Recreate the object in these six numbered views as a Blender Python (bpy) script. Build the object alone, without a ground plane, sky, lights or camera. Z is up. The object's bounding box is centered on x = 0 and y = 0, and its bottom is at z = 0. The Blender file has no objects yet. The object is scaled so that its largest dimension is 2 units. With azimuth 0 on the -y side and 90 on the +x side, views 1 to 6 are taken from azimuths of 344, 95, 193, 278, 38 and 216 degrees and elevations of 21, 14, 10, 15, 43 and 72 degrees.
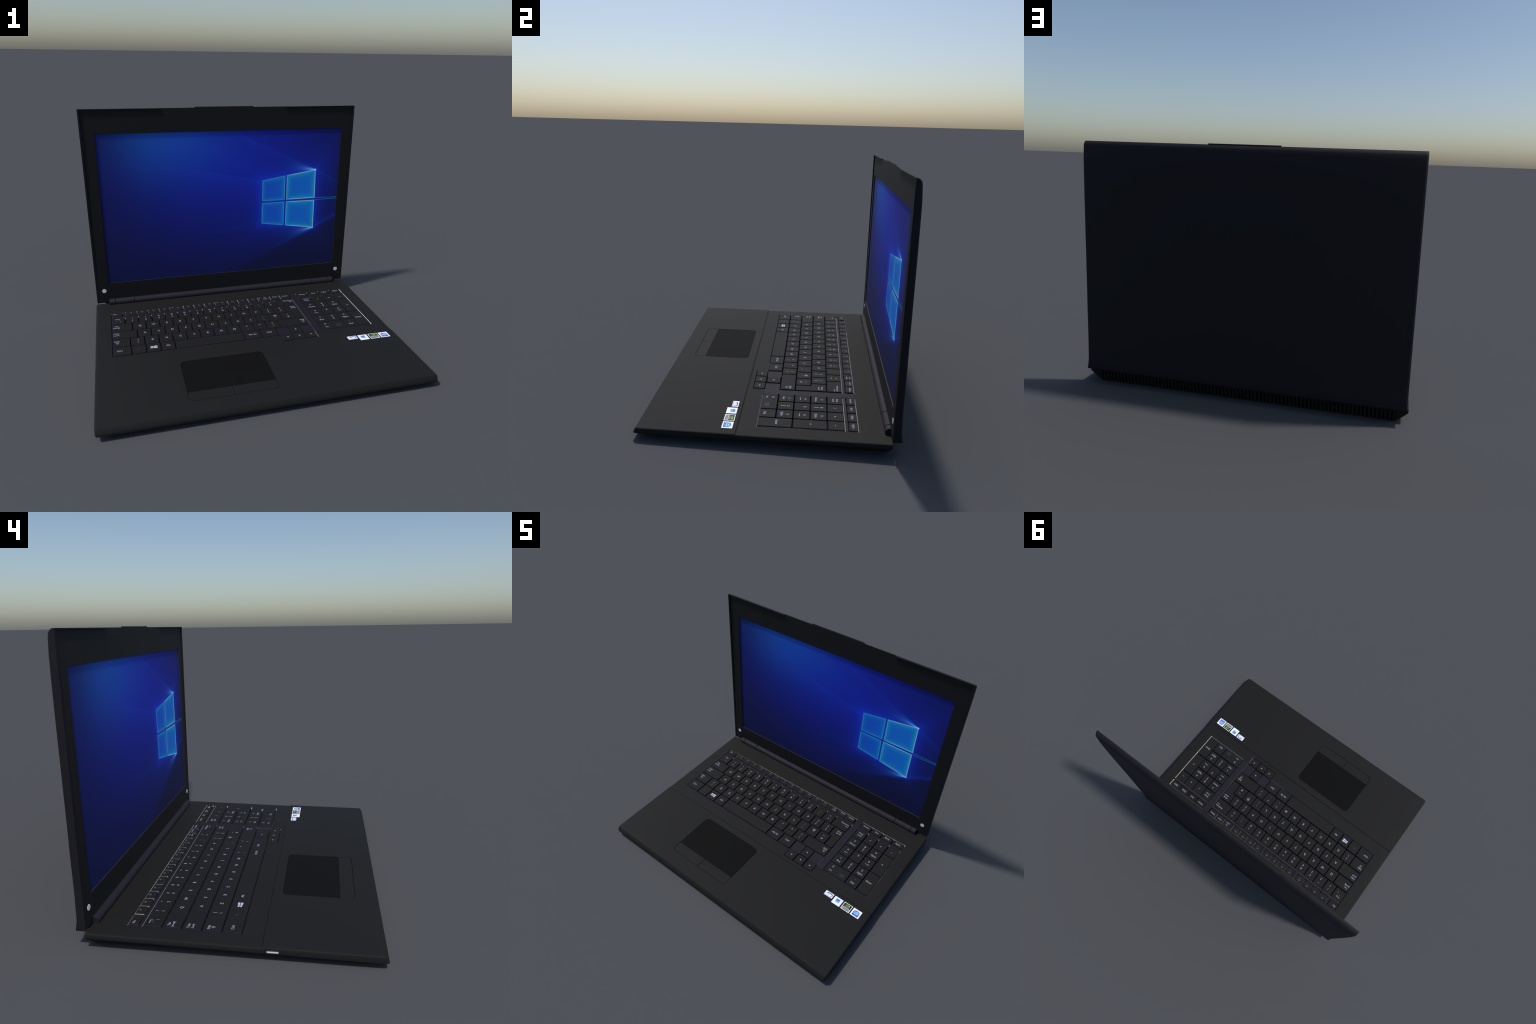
# An open black laptop: tapered bottom case with palm rest, UK full-size keyboard,
# touchpad, four stickers, barrel hinge, lid with bezel and a blue picture on the screen.
import bpy, bmesh, math, random
from mathutils import Vector, Matrix

random.seed(7)

# ------------------------------------------------------------------ materials
def principled(name, color, rough=0.5, spec=0.5, metallic=0.0, grain=0.0, grain_scale=400.0, bump=0.0):
    m = bpy.data.materials.new(name)
    m.use_nodes = True
    nt = m.node_tree
    b = nt.nodes["Principled BSDF"]
    b.inputs["Base Color"].default_value = (*color, 1)
    b.inputs["Roughness"].default_value = rough
    b.inputs["Specular IOR Level"].default_value = spec
    b.inputs["Metallic"].default_value = metallic
    if grain > 0 or bump > 0:
        tc = nt.nodes.new("ShaderNodeTexCoord")
        n = nt.nodes.new("ShaderNodeTexNoise")
        n.inputs["Scale"].default_value = grain_scale
        n.inputs["Detail"].default_value = 3.0
        nt.links.new(tc.outputs["Object"], n.inputs["Vector"])
        if grain > 0:
            r = nt.nodes.new("ShaderNodeValToRGB")
            lo = [c * (1 - grain) for c in color]
            hi = [c * (1 + grain) for c in color]
            r.color_ramp.elements[0].color = (*lo, 1)
            r.color_ramp.elements[1].color = (*hi, 1)
            r.color_ramp.elements[0].position = 0.3
            r.color_ramp.elements[1].position = 0.7
            nt.links.new(n.outputs["Fac"], r.inputs["Fac"])
            nt.links.new(r.outputs["Color"], b.inputs["Base Color"])
        if bump > 0:
            bp = nt.nodes.new("ShaderNodeBump")
            bp.inputs["Strength"].default_value = bump
            bp.inputs["Distance"].default_value = 0.0005
            nt.links.new(n.outputs["Fac"], bp.inputs["Height"])
            nt.links.new(bp.outputs["Normal"], b.inputs["Normal"])
    return m

M = {}
M["case"]    = principled("matte_black_plastic", (0.0086, 0.0087, 0.0085), 0.76, 0.265, grain=0.06)
M["keytop"]  = principled("key_top_black", (0.0086, 0.0087, 0.0085), 0.76, 0.265, grain=0.06)
M["skirt"]   = principled("key_skirt_plum_black", (0.0100, 0.0076, 0.0155), 0.73, 0.30)
M["tray"]    = principled("keyboard_tray_plum_black", (0.0098, 0.0077, 0.0152), 0.73, 0.30)
M["hinge"]   = principled("hinge_plum_black", (0.0150, 0.0120, 0.0190), 0.70, 0.30)
M["lid"]     = principled("lid_plum_black", (0.0084, 0.0077, 0.0118), 0.70, 0.28, grain=0.05)
M["bezel"]   = principled("bezel_black", (0.0080, 0.0076, 0.0088), 0.70, 0.31, grain=0.05)
M["pad"]     = principled("touchpad_black", (0.0026, 0.0026, 0.0025), 0.83, 0.165)
M["groove"]  = principled("groove_black", (0.0030, 0.0030, 0.0032), 0.8, 0.2)
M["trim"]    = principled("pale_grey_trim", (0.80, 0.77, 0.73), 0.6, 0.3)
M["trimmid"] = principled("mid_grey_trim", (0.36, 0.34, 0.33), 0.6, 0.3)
M["bezel_lit_edge"] = principled("bezel_edge_sunlit", (0.030, 0.026, 0.031), 0.6, 0.3)  # walls of the screen opening, paler than the bezel to paint in their sunlit highlight
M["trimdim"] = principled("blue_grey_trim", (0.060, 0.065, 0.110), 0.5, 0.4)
M["legend"]  = principled("key_legend_pale_blue", (0.31, 0.345, 0.45), 0.5, 0.3)
M["legdim"]  = principled("key_legend_grey_blue", (0.17, 0.195, 0.25), 0.5, 0.3)
M["legblue"] = principled("key_legend_dark_blue", (0.022, 0.045, 0.095), 0.5, 0.3)
M["legicon"] = principled("key_icon_dark_blue", (0.016, 0.028, 0.050), 0.6, 0.3)
M["logo"]    = principled("key_logo_pale_blue", (0.50, 0.54, 0.66), 0.5, 0.3)
M["rubber"]  = principled("pale_grey_rubber_pad", (0.79, 0.79, 0.79), 0.6, 0.3)
M["white"]   = principled("sticker_white", (0.93, 0.94, 0.97), 0.4, 0.4)
M["blue"]    = principled("sticker_blue", (0.045, 0.23, 0.72), 0.4, 0.4)
M["skyblue"] = principled("sticker_sky_blue", (0.10, 0.42, 0.86), 0.4, 0.4)
M["deepblue"]= principled("sticker_deep_blue", (0.02, 0.09, 0.32), 0.4, 0.4)
M["inkblue"] = principled("sticker_ink_blue", (0.035, 0.19, 0.45), 0.4, 0.4)
M["paleblue"]= principled("sticker_pale_blue", (0.40, 0.55, 0.82), 0.4, 0.4)
M["char"]    = principled("sticker_charcoal", (0.022, 0.022, 0.024), 0.4, 0.4)
M["green"]   = principled("sticker_green", (0.16, 0.38, 0.025), 0.4, 0.4)
M["lime"]    = principled("sticker_lime", (0.45, 0.75, 0.16), 0.4, 0.4)
M["silver"]  = principled("sticker_silver", (0.36, 0.36, 0.37), 0.4, 0.4)
M["portteal"]= principled("port_teal", (0.030, 0.115, 0.120), 0.5, 0.4)
M["portwhite"]=principled("port_white", (0.72, 0.73, 0.76), 0.4, 0.5)
M["vent"]    = principled("vent_black", (0.0015, 0.0015, 0.0015), 0.9, 0.1)

# ------------------------------------------------------------------ helpers
ROOT = bpy.data.objects.new("laptop", None)
ROOT.empty_display_size = 0.1
bpy.context.scene.collection.objects.link(ROOT)
ROOT["label"] = "open black laptop with blue window picture on screen"
ROOT["category"] = "laptop"

def sharpen(me, angle=32.0):
    bm = bmesh.new(); bm.from_mesh(me)
    lim = math.radians(angle)
    for f in bm.faces: f.smooth = True
    for e in bm.edges:
        if len(e.link_faces) == 2:
            e.smooth = e.calc_face_angle(0.0) < lim
        else:
            e.smooth = False
    bm.to_mesh(me); bm.free()

def mesh_from(name, verts, faces, mats, fmat=None, angle=32.0):
    me = bpy.data.meshes.new(name)
    me.from_pydata([tuple(v) for v in verts], [], faces)
    for m in mats: me.materials.append(m)
    if fmat:
        for p, i in zip(me.polygons, fmat): p.material_index = i
    bm = bmesh.new(); bm.from_mesh(me)
    bmesh.ops.recalc_face_normals(bm, faces=bm.faces)
    bm.to_mesh(me); bm.free()
    sharpen(me, angle)
    return me

def add(name, me, parent=ROOT, loc=(0, 0, 0), rot=(0, 0, 0), kind=None):
    o = bpy.data.objects.new(name, me)
    bpy.context.scene.collection.objects.link(o)
    o.parent = parent
    o.location = loc
    o.rotation_euler = rot
    if kind: o["kind"] = kind
    return o

def box_geo(x0, x1, y0, y1, z0, z1):
    v = [(x0,y0,z0),(x1,y0,z0),(x1,y1,z0),(x0,y1,z0),(x0,y0,z1),(x1,y0,z1),(x1,y1,z1),(x0,y1,z1)]
    f = [(3,2,1,0),(4,5,6,7),(0,1,5,4),(1,2,6,5),(2,3,7,6),(3,0,4,7)]
    return v, f

def rounded_polygon(pts, radii, seg=5):
    """Polygon corners rounded; pts counter-clockwise, radii one per corner."""
    out = []
    n = len(pts)
    for i in range(n):
        p = Vector(pts[i]); a = Vector(pts[i-1]); b = Vector(pts[(i+1) % n])
        r = radii[i] if isinstance(radii, (list, tuple)) else radii
        if r <= 1e-6:
            out.append(p.copy()); continue
        d0 = (a - p).normalized(); d1 = (b - p).normalized()
        ang = d0.angle(d1)
        t = r / math.tan(ang / 2)
        s, e = p + d0 * t, p + d1 * t
        c = p + (d0 + d1).normalized() * (r / math.sin(ang / 2))
        for k in range(seg + 1):
            q = s.lerp(e, k / seg)
            out.append(c + (q - c).normalized() * r)
    return out

def inset_polygon(pts, d):
    n = len(pts); out = []
    for i in range(n):
        p = Vector(pts[i]); a = Vector(pts[i-1]); b = Vector(pts[(i+1) % n])
        e0 = (p - a).normalized(); e1 = (b - p).normalized()
        n0 = Vector((-e0.y, e0.x)); n1 = Vector((-e1.y, e1.x))
        m = n0 + n1
        m = m / max(m.length_squared, 1e-9) * 2
        out.append(p + m * d)
    return out

def prism(rings, fm_side=0, fm_top=0, fm_bottom=0):
    """rings: list of (points2d, z) with equal counts. Returns verts, faces, face materials."""
    v, f, fm = [], [], []
    n = len(rings[0][0])
    for pts, z in rings:
        v += [(p[0], p[1], z) for p in pts]
    for r in range(len(rings) - 1):
        for i in range(n):
            j = (i + 1) % n
            f.append((r*n+i, r*n+j, (r+1)*n+j, (r+1)*n+i)); fm.append(fm_side)
    f.append(tuple(reversed(range(n)))); fm.append(fm_bottom)
    f.append(tuple((len(rings)-1)*n + i for i in range(n))); fm.append(fm_top)
    return v, f, fm

def merge(parts):
    V, F, FM = [], [], []
    for p in parts:
        v, f = p[0], p[1]
        fm = p[2] if len(p) > 2 else [0] * len(f)
        o = len(V)
        V += list(v); F += [tuple(i + o for i in q) for q in f]; FM += list(fm)
    return V, F, FM

def retag(geo, m):
    return geo[0], geo[1], [m] * len(geo[1])

def boolean_cut(obj, cutters):
    for c in cutters:
        mod = obj.modifiers.new("cut", "BOOLEAN")
        mod.operation = "DIFFERENCE"; mod.solver = "EXACT"; mod.object = c
    dg = bpy.context.evaluated_depsgraph_get()
    dg.update()
    me = bpy.data.meshes.new_from_object(obj.evaluated_get(dg))
    obj.modifiers.clear()
    old = obj.data
    obj.data = me
    me.name = old.name + "_cut"
    for c in cutters: bpy.data.objects.remove(c, do_unlink=True)
    sharpen(me)

def cutter(v, f):
    me = bpy.data.meshes.new("cutter"); me.from_pydata([tuple(p) for p in v], [], f)
    bm = bmesh.new(); bm.from_mesh(me)
    bmesh.ops.recalc_face_normals(bm, faces=bm.faces); bm.to_mesh(me); bm.free()
    o = bpy.data.objects.new("cutter", me)
    bpy.context.scene.collection.objects.link(o)
    return o

# ------------------------------------------------------------------ bottom case
DECK_SLOPE, PALM_SLOPE = 0.0190, 0.0135
STEP_Y = -0.168
def deck_z(y): return 0.0758 + DECK_SLOPE * y
def palm_z(y): return 0.0778 + PALM_SLOPE * (y + 0.17)

def lerp(a, b, t): return a + (b - a) * t
def interp(tab, x):
    if x <= tab[0][0]: return tab[0][1]
    for (x0, y0), (x1, y1) in zip(tab, tab[1:]):
        if x <= x1: return lerp(y0, y1, (x - x0) / (x1 - x0))
    return tab[-1][1]

def top_z(y):
    if y < -0.728: return interp([(-0.745, 0.0395), (-0.7435, 0.0465), (-0.736, 0.0600), (-0.728, palm_z(-0.728))], y)
    if y < STEP_Y: return palm_z(y)
    if y < STEP_Y + 0.008: return lerp(palm_z(STEP_Y), deck_z(STEP_Y + 0.008), (y - STEP_Y) / 0.008)
    return deck_z(y)
lower_z  = [(-0.745, 0.0345), (-0.728, 0.0345), (0.20, 0.0540), (0.694, 0.0630)]      # lower edge of the side wall
bottom_z = [(-0.745, 0.0340), (-0.735, 0.0280), (-0.665, 0.0), (0.680, 0.0), (0.688, 0.030), (0.694, 0.060)]
bottom_w = [(-0.745, 0.978), (-0.735, 0.975), (-0.665, 0.930), (0.680, 0.930), (0.688, 0.962), (0.694, 0.992)]
half_w   = [(-0.745, 0.990), (-0.738, 0.9960), (-0.728, 0.9985), (-0.70, 1.0), (0.688, 1.0), (0.694, 0.998)]

def case_section(y):
    zt, zl, zb = top_z(y), interp(lower_z, y), interp(bottom_z, y)
    wb, w = interp(bottom_w, y), interp(half_w, y)
    zl = min(zl, zt - 0.004); zb = min(zb, zl - 0.0004)
    r = min(0.010, (zt - zl) * 0.45)
    half = [(wb, zb), (lerp(wb, w, 0.78), lerp(zb, zl, 0.74)), (w - 0.004, zl - 0.0035 * (zl - zb) / 0.05), (w, zl + 0.002 * min(1, (zt - zl) / 0.02)),
            (w, zt - r), (w - 0.0025, zt - r * 0.35), (w - 0.0065, zt - 0.0006), (w - 0.012, zt)]
    pts = [(-x, z) for x, z in half]            # left side going up
    pts += [(x, z) for x, z in reversed(half)]  # right side going down
    return pts

stations = [-0.745, -0.7435, -0.740, -0.736, -0.732, -0.728, -0.70, -0.665, -0.55, -0.40, -0.25, STEP_Y, STEP_Y + 0.004, STEP_Y + 0.008,
            -0.10, 0.1, 0.3, 0.5, 0.660, 0.680, 0.688, 0.694]
V, F = [], []
for y in stations:
    V += [(x, y, z) for x, z in case_section(y)]
N = 16
for s in range(len(stations) - 1):
    for i in range(N):
        j = (i + 1) % N
        F.append((s*N+i, s*N+j, (s+1)*N+j, (s+1)*N+i))
F.append(tuple(range(N)))
F.append(tuple(reversed([(len(stations)-1)*N + i for i in range(N)])))
me = mesh_from("bottom_case", V, F, [M["case"]])
case = add("bottom_case", me)

# keyboard well outline (includes the bay of the arrow keys), touchpad bay, port bay
KX0, KX1, KY0, KY1 = -0.8975, 0.9000, -0.0585, 0.5225
WELL = [(KX0, KY0), (0.2105, KY0), (0.2105, -0.131), (0.4665, -0.131), (0.4665, KY0), (KX1, KY0), (KX1, KY1), (KX0, KY1)]
def tilted_prism(poly, zfun, d0, d1):
    n = len(poly)
    v = [(p[0], p[1], zfun(p[1]) + d0) for p in poly] + [(p[0], p[1], zfun(p[1]) + d1) for p in poly]
    f = [tuple(reversed(range(n))), tuple(range(n, 2*n))]
    f += [(i, (i+1) % n, n + (i+1) % n, n + i) for i in range(n)]
    return v, f
WELL_D, WALL_D = 0.0300, 0.0170
TP = rounded_polygon([(-0.494, -0.618), (0.036, -0.618), (0.036, -0.2185), (-0.494, -0.2185)], 0.033, 8)
boolean_cut(case, [
    cutter(*tilted_prism(WELL, deck_z, -WELL_D - 0.003, 0.05)),
    cutter(*tilted_prism(TP, palm_z, -0.0045, 0.05)),
    cutter(*box_geo(-1.05, -0.975, -0.2425, -0.1865, 0.0508, 0.0672)),
    cutter(*box_geo(-0.9290, 0.9220, 0.6300, 0.75, 0.0040, 0.0672)),
])

# ------------------------------------------------------------------ keyboard tray, divider and trim
def plate(x0, x1, y0, y1, top, bottom):
    return tilted_prism([(x0, y0), (x1, y0), (x1, y1), (x0, y1)], deck_z, bottom, top)
tray = [retag(tilted_prism(inset_polygon(WELL, 0.0006), deck_z, -WELL_D - 0.0028, -WELL_D), 0)]
tray += [retag(plate(0.4695, 0.5215, KY0 + 0.001, KY1 - 0.001, -0.0004, -WELL_D - 0.001), 0)]      # divider
tray += [retag(plate(KX0 + 0.004, 0.4685, 0.4475, 0.4625, -0.0012, -WELL_D - 0.001), 0)]           # strip under the function row
tray += [retag(plate(0.5225, KX1 - 0.004, 0.4475, 0.4625, -0.0012, -WELL_D - 0.001), 0)]
for x0, x1 in ((-0.8125, -0.7935), (-0.4715, -0.4525), (-0.1305, -0.1125), (0.2115, 0.2245)):       # posts between key groups
    tray += [retag(plate(x0, x1, 0.4630, KY1 - 0.002, -0.0012, -WELL_D - 0.001), 0)]
tray += [retag(plate(0.2115, 0.2965, -0.0505, 0.0430, -0.0008, -WELL_D - 0.001), 0),               # blank cells beside the up arrow
         retag(plate(0.3845, 0.4689, -0.0505, 0.0430, -0.0008, -WELL_D - 0.001), 0)]
V, F, FM = merge(tray)
add("keyboard_tray", mesh_from("keyboard_tray", V, F, [M["tray"]], FM))

def wall_strip(a, b, inward, w=0.0040, d0=0.0, d1=WALL_D):
    """Steep wall of the well from a to b, between depths d0 and d1, leaning by w towards `inward`."""
    a, b, nrm = Vector(a), Vector(b), Vector(inward)
    prof = [(0.0, -d0), (w, -d1), (-0.0004, -d1), (-0.0004, -d0)]
    v = []
    for p in (a, b):
        for o, dz in prof:
            q = p + nrm * o
            v.append((q.x, q.y, deck_z(q.y) + dz))
    f = [(0,1,2,3), (7,6,5,4)] + [(i, (i+1) % 4, 4 + (i+1) % 4, 4 + i) for i in range(4)]
    return v, f
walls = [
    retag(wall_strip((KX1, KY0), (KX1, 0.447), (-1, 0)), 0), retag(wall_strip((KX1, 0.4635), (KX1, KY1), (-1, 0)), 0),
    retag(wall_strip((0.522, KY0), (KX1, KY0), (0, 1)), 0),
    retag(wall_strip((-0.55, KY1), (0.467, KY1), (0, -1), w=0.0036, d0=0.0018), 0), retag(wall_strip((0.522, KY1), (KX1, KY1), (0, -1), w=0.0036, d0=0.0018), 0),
    retag(wall_strip((KX0, KY1), (-0.55, KY1), (0, -1), w=0.0036, d0=0.0018), 2),
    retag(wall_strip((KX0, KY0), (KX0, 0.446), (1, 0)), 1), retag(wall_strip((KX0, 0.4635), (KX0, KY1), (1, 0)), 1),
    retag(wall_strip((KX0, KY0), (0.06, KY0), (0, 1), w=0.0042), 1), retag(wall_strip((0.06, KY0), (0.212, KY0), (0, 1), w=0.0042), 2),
    retag(wall_strip((0.4665, -0.131), (0.4665, KY0), (-1, 0), w=0.0022, d1=0.009), 2),
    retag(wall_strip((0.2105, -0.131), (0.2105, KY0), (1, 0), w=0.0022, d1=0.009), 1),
    retag(wall_strip((0.4692, KY0 + 0.004), (0.4692, 0.445), (-1, 0), w=0.0, d0=0.0005, d1=0.0038), 2),
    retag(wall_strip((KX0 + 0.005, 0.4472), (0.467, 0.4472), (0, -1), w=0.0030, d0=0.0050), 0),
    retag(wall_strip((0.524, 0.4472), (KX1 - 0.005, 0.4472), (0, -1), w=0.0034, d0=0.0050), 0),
    retag(wall_strip((KX0 + 0.005, 0.4628), (0.467, 0.4628), (0, 1), w=0.0012, d0=0.0040), 2),
]
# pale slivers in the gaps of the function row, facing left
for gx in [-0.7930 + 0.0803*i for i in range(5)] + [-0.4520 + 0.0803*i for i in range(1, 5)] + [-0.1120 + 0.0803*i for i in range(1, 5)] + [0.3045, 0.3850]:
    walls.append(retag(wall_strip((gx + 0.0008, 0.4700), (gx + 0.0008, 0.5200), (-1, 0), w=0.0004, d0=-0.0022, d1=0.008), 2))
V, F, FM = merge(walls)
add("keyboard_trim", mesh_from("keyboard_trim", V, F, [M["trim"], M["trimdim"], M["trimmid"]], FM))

# ------------------------------------------------------------------ text and glyph shapes
_font_cache = {}
def text_geo(s, cap, align="CENTER"):
    """Flat outline of a word; cap = cap height in metres. Returns verts (2d), faces, width."""
    key = (s, align)
    if key not in _font_cache:
        cu = bpy.data.curves.new("lettering", "FONT")
        cu.body = s; cu.size = 1.0; cu.resolution_u = 2; cu.offset = 0.009
        cu.align_x = "LEFT"
        ob = bpy.data.objects.new("lettering", cu)
        bpy.context.scene.collection.objects.link(ob)
        dg = bpy.context.evaluated_depsgraph_get(); dg.update()
        me = bpy.data.meshes.new_from_object(ob.evaluated_get(dg))
        v = [(p.co.x, p.co.y) for p in me.vertices]
        f = [tuple(p.vertices) for p in me.polygons]
        bpy.data.objects.remove(ob, do_unlink=True); bpy.data.curves.remove(cu); bpy.data.meshes.remove(me)
        xs = [p[0] for p in v] or [0]
        w = max(xs) - min(xs)
        ox = min(xs) + (w / 2 if align == "CENTER" else (w if align == "RIGHT" else 0))
        _font_cache[key] = ([(x - ox, y) for x, y in v], f, w)
    v, f, w = _font_cache[key]
    k = cap / 0.70
    return [(x * k, y * k) for x, y in v], f

def glyph(s, x, y, cap, align="CENTER", wide=1.0):
    """Word whose cap height is centred on y."""
    cap *= 0.94
    v, f = text_geo(s, cap, align)
    return [(px * wide + x, py - cap / 2 + y) for px, py in v], f

def poly2(pts): return [tuple(p) for p in pts], [tuple(range(len(pts)))]
def rect2(x0, x1, y0, y1): return poly2([(x0, y0), (x1, y0), (x1, y1), (x0, y1)])
def shift2(g, x, y): return [(p[0] + x, p[1] + y) for p in g[0]], g[1]
def arrow2(x, y, L, ang, shaft=True):
    h = L * 0.17
    parts = [[(L/2, 0), (L/2 - L*0.24, h), (L/2 - L*0.24, -h)]]
    if shaft: parts.append([(-L/2, -L*0.055), (L/2 - L*0.3, -L*0.055), (L/2 - L*0.3, L*0.055), (-L/2, L*0.055)])
    c, s = math.cos(ang), math.sin(ang)
    v, f = [], []
    for p in parts:
        o = len(v); v += [(x + a*c - b*s, y + a*s + b*c) for a, b in p]; f.append(tuple(range(o, o + len(p))))
    return v, f
def triangle2(x, y, r, ang):
    return poly2([(x + r*math.cos(ang + a), y + r*math.sin(ang + a)) for a in (0, 2.25, -2.25)])
def frame2(x0, x1, y0, y1, t):
    gs = [rect2(x0, x1, y0, y0+t), rect2(x0, x1, y1-t, y1), rect2(x0, x0+t, y0+t, y1-t), rect2(x1-t, x1, y0+t, y1-t)]
    return join2(gs)
def join2(gs):
    v, f = [], []
    for g in gs:
        o = len(v); v += list(g[0]); f += [tuple(i + o for i in q) for q in g[1]]
    return v, f

def raised(name, groups, z, thick=0.0003):
    """groups: list of (2d geometry, material). Extruded print standing `thick` above z."""
    V, F, FM, mats = [], [], [], []
    for (v2, f2), mat in groups:
        if mat not in mats: mats.append(mat)
        mi = mats.index(mat); o = len(V); n = len(v2)
        V += [(p[0], p[1], z + thick) for p in v2]
        edges = {}
        for q in f2:
            a = sum(v2[q[i]][0]*v2[q[(i+1) % len(q)]][1] - v2[q[(i+1) % len(q)]][0]*v2[q[i]][1] for i in range(len(q)))
            q = q if a > 0 else tuple(reversed(q))
            F.append(tuple(i + o for i in q)); FM.append(mi)
            for i in range(len(q)):
                e = (q[i], q[(i+1) % len(q)])
                edges[e] = edges.get(e, 0) + 1
        V += [(p[0], p[1], z - 0.0004) for p in v2]
        for (a, b) in edges:
            if (b, a) not in edges:
                F.append((o + b, o + a, o + n + a, o + n + b)); FM.append(mi)
    me = bpy.data.meshes.new(name)
    me.from_pydata(V, [], F)
    for m in mats: me.materials.append(M[m])
    for p, i in zip(me.polygons, FM): p.material_index = i
    return me

# ------------------------------------------------------------------ keys
KEY_TOP = 0.0042
GAP, SLOPE_IN = 0.0008, 0.0048
key_rot = math.atan(DECK_SLOPE)
key_meshes = {}
def key_mesh(poly, radii):
    key = (tuple((round(p[0], 4), round(p[1], 4)) for p in poly), tuple(radii))
    if key in key_meshes: return key_meshes[key]
    base = rounded_polygon(inset_polygon(poly, GAP + SLOPE_IN * 0.20), [r * 0.7 + 0.0015 for r in radii], 4)
    mid  = rounded_polygon(inset_polygon(poly, GAP + SLOPE_IN * 0.85), [r + 0.002 for r in radii], 4)
    topp = rounded_polygon(inset_polygon(poly, GAP + SLOPE_IN), [r + 0.002 for r in radii], 4)
    low  = rounded_polygon(inset_polygon(poly, GAP + SLOPE_IN * 0.25), [r * 0.8 + 0.0015 for r in radii], 4)
    v, f, fm = prism([(base, -WELL_D), (low, -0.0045), (mid, KEY_TOP - 0.0007), (topp, KEY_TOP)], 1, 0, 1)
    me = mesh_from("key", v, f, [M["keytop"], M["skirt"]], fm, 25)
    key_meshes[key] = me
    return me

def make_key(x0, x1, y0, y1, legend=None, poly=None, front_r=0.0):
    cx, cy = (x0 + x1) / 2, (y0 + y1) / 2
    if poly is None:
        poly = [(x0, y0), (x1, y0), (x1, y1), (x0, y1)]
    loc_poly = [(p[0] - cx, p[1] - cy) for p in poly]
    radii = [0.0015] * len(poly)
    if front_r: radii[0] = radii[1] = front_r
    o = add("key", key_mesh(loc_poly, radii), ROOT, (cx, cy, deck_z(cy)), (key_rot, 0, 0))
    if legend:
        add("key_legend", raised("key_legend", legend(x1 - x0, y1 - y0), KEY_TOP), o)
    return o

CAP = 0.0195
def letter(c):
    return lambda w, h: [(glyph(c, 0.003, -0.001, CAP), "legend")]
def pair(top, bottom, small=False):
    return lambda w, h: [(glyph(top, 0.002, 0.0165, 0.0175), "legend"), (glyph(bottom, 0.002, -0.0155, 0.0175), "legend")]
def words(items, mat="legend"):
    """items: (text, from 'L' or 'R' or 'C', dx, y, cap)"""
    def fn(w, h):
        out = []
        for s, al, dx, y, cap in items:
            x = {"L": -w/2 + dx, "R": w/2 - dx, "C": dx}[al]
            out.append((glyph(s, x, y, cap, {"L": "LEFT", "R": "RIGHT", "C": "CENTER"}[al]), mat))
        return out
    return fn
def plus(*fns):
    return lambda w, h: [g for fn in fns for g in fn(w, h)]
def shape(gfun, mat="legend"):
    return lambda w, h: [(gfun(w, h), mat)]

ROWS = [-0.0565, 0.0450, 0.1460, 0.2465, 0.3465, 0.4460]
P = 0.0935
# number row
y0, y1 = ROWS[4], ROWS[5]
make_key(-0.8955, -0.799, y0, y1, plus(shape(lambda w, h: join2([rect2(-0.022, 0.008, 0.019, 0.0225), rect2(0.005, 0.008, 0.008, 0.019)])),
         words([("`", "C", -0.012, -0.004, 0.018), ("|", "C", 0.014, -0.012, 0.012)])))
for i, (t, b) in enumerate(zip("!\"£$%^&*()_+", "1234567890-=")):
    make_key(-0.799 + P*i, -0.799 + P*(i+1), y0, y1, pair(t, b))
make_key(-0.799 + P*12, 0.4665, y0, y1, plus(words([("Backspace", "R", 0.012, 0.021, 0.0125)]), shape(lambda w, h: arrow2(w/2 - 0.024, 0.001, 0.026, math.pi))))
# Q row
y0, y1 = ROWS[3], ROWS[4]
make_key(-0.8955, -0.753, y0, y1, plus(words([("Tab", "L", 0.018, 0.019, 0.0135)]), shape(lambda w, h: join2([arrow2(-w/2 + 0.033, -0.003, 0.040, 0),
         rect2(-w/2 + 0.0125, -w/2 + 0.0150, -0.012, 0.006), rect2(-w/2 + 0.052, -w/2 + 0.0545, -0.012, 0.006)]))))
for i, c in enumerate("QWERTYUIOP"):
    make_key(-0.753 + P*i, -0.753 + P*(i+1), y0, y1, letter(c))
for i, (t, b) in enumerate((("{", "["), ("}", "]"))):
    make_key(-0.753 + P*(10+i), -0.753 + P*(11+i), y0, y1, pair(t, b))
# A row
y0, y1 = ROWS[2], ROWS[3]
make_key(-0.8955, -0.726, y0, y1, words([("Caps", "L", 0.012, 0.021, 0.0145), ("Lock", "L", 0.012, -0.002, 0.0145)]))
for i, c in enumerate("ASDFGHJKL"):
    make_key(-0.726 + P*i, -0.726 + P*(i+1), y0, y1, letter(c))
for i, (t, b) in enumerate(((":", ";"), ("@", "'"), ("~", "#"))):
    make_key(-0.726 + P*(9+i), -0.726 + P*(10+i), y0, y1, pair(t, b))
# L-shaped enter key spanning two rows
make_key(0.369, 0.4665, ROWS[2], ROWS[4],
         plus(words([("Enter", "R", 0.018, 0.072, 0.0130)]), shape(lambda w, h: join2([arrow2(w/2 - 0.038, 0.050, 0.038, math.pi), rect2(w/2 - 0.0215, w/2 - 0.019, 0.048, 0.060)]))),
         poly=[(0.396, ROWS[2]), (0.4665, ROWS[2]), (0.4665, ROWS[4]), (0.369, ROWS[4]), (0.369, ROWS[3]), (0.396, ROWS[3])])
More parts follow.
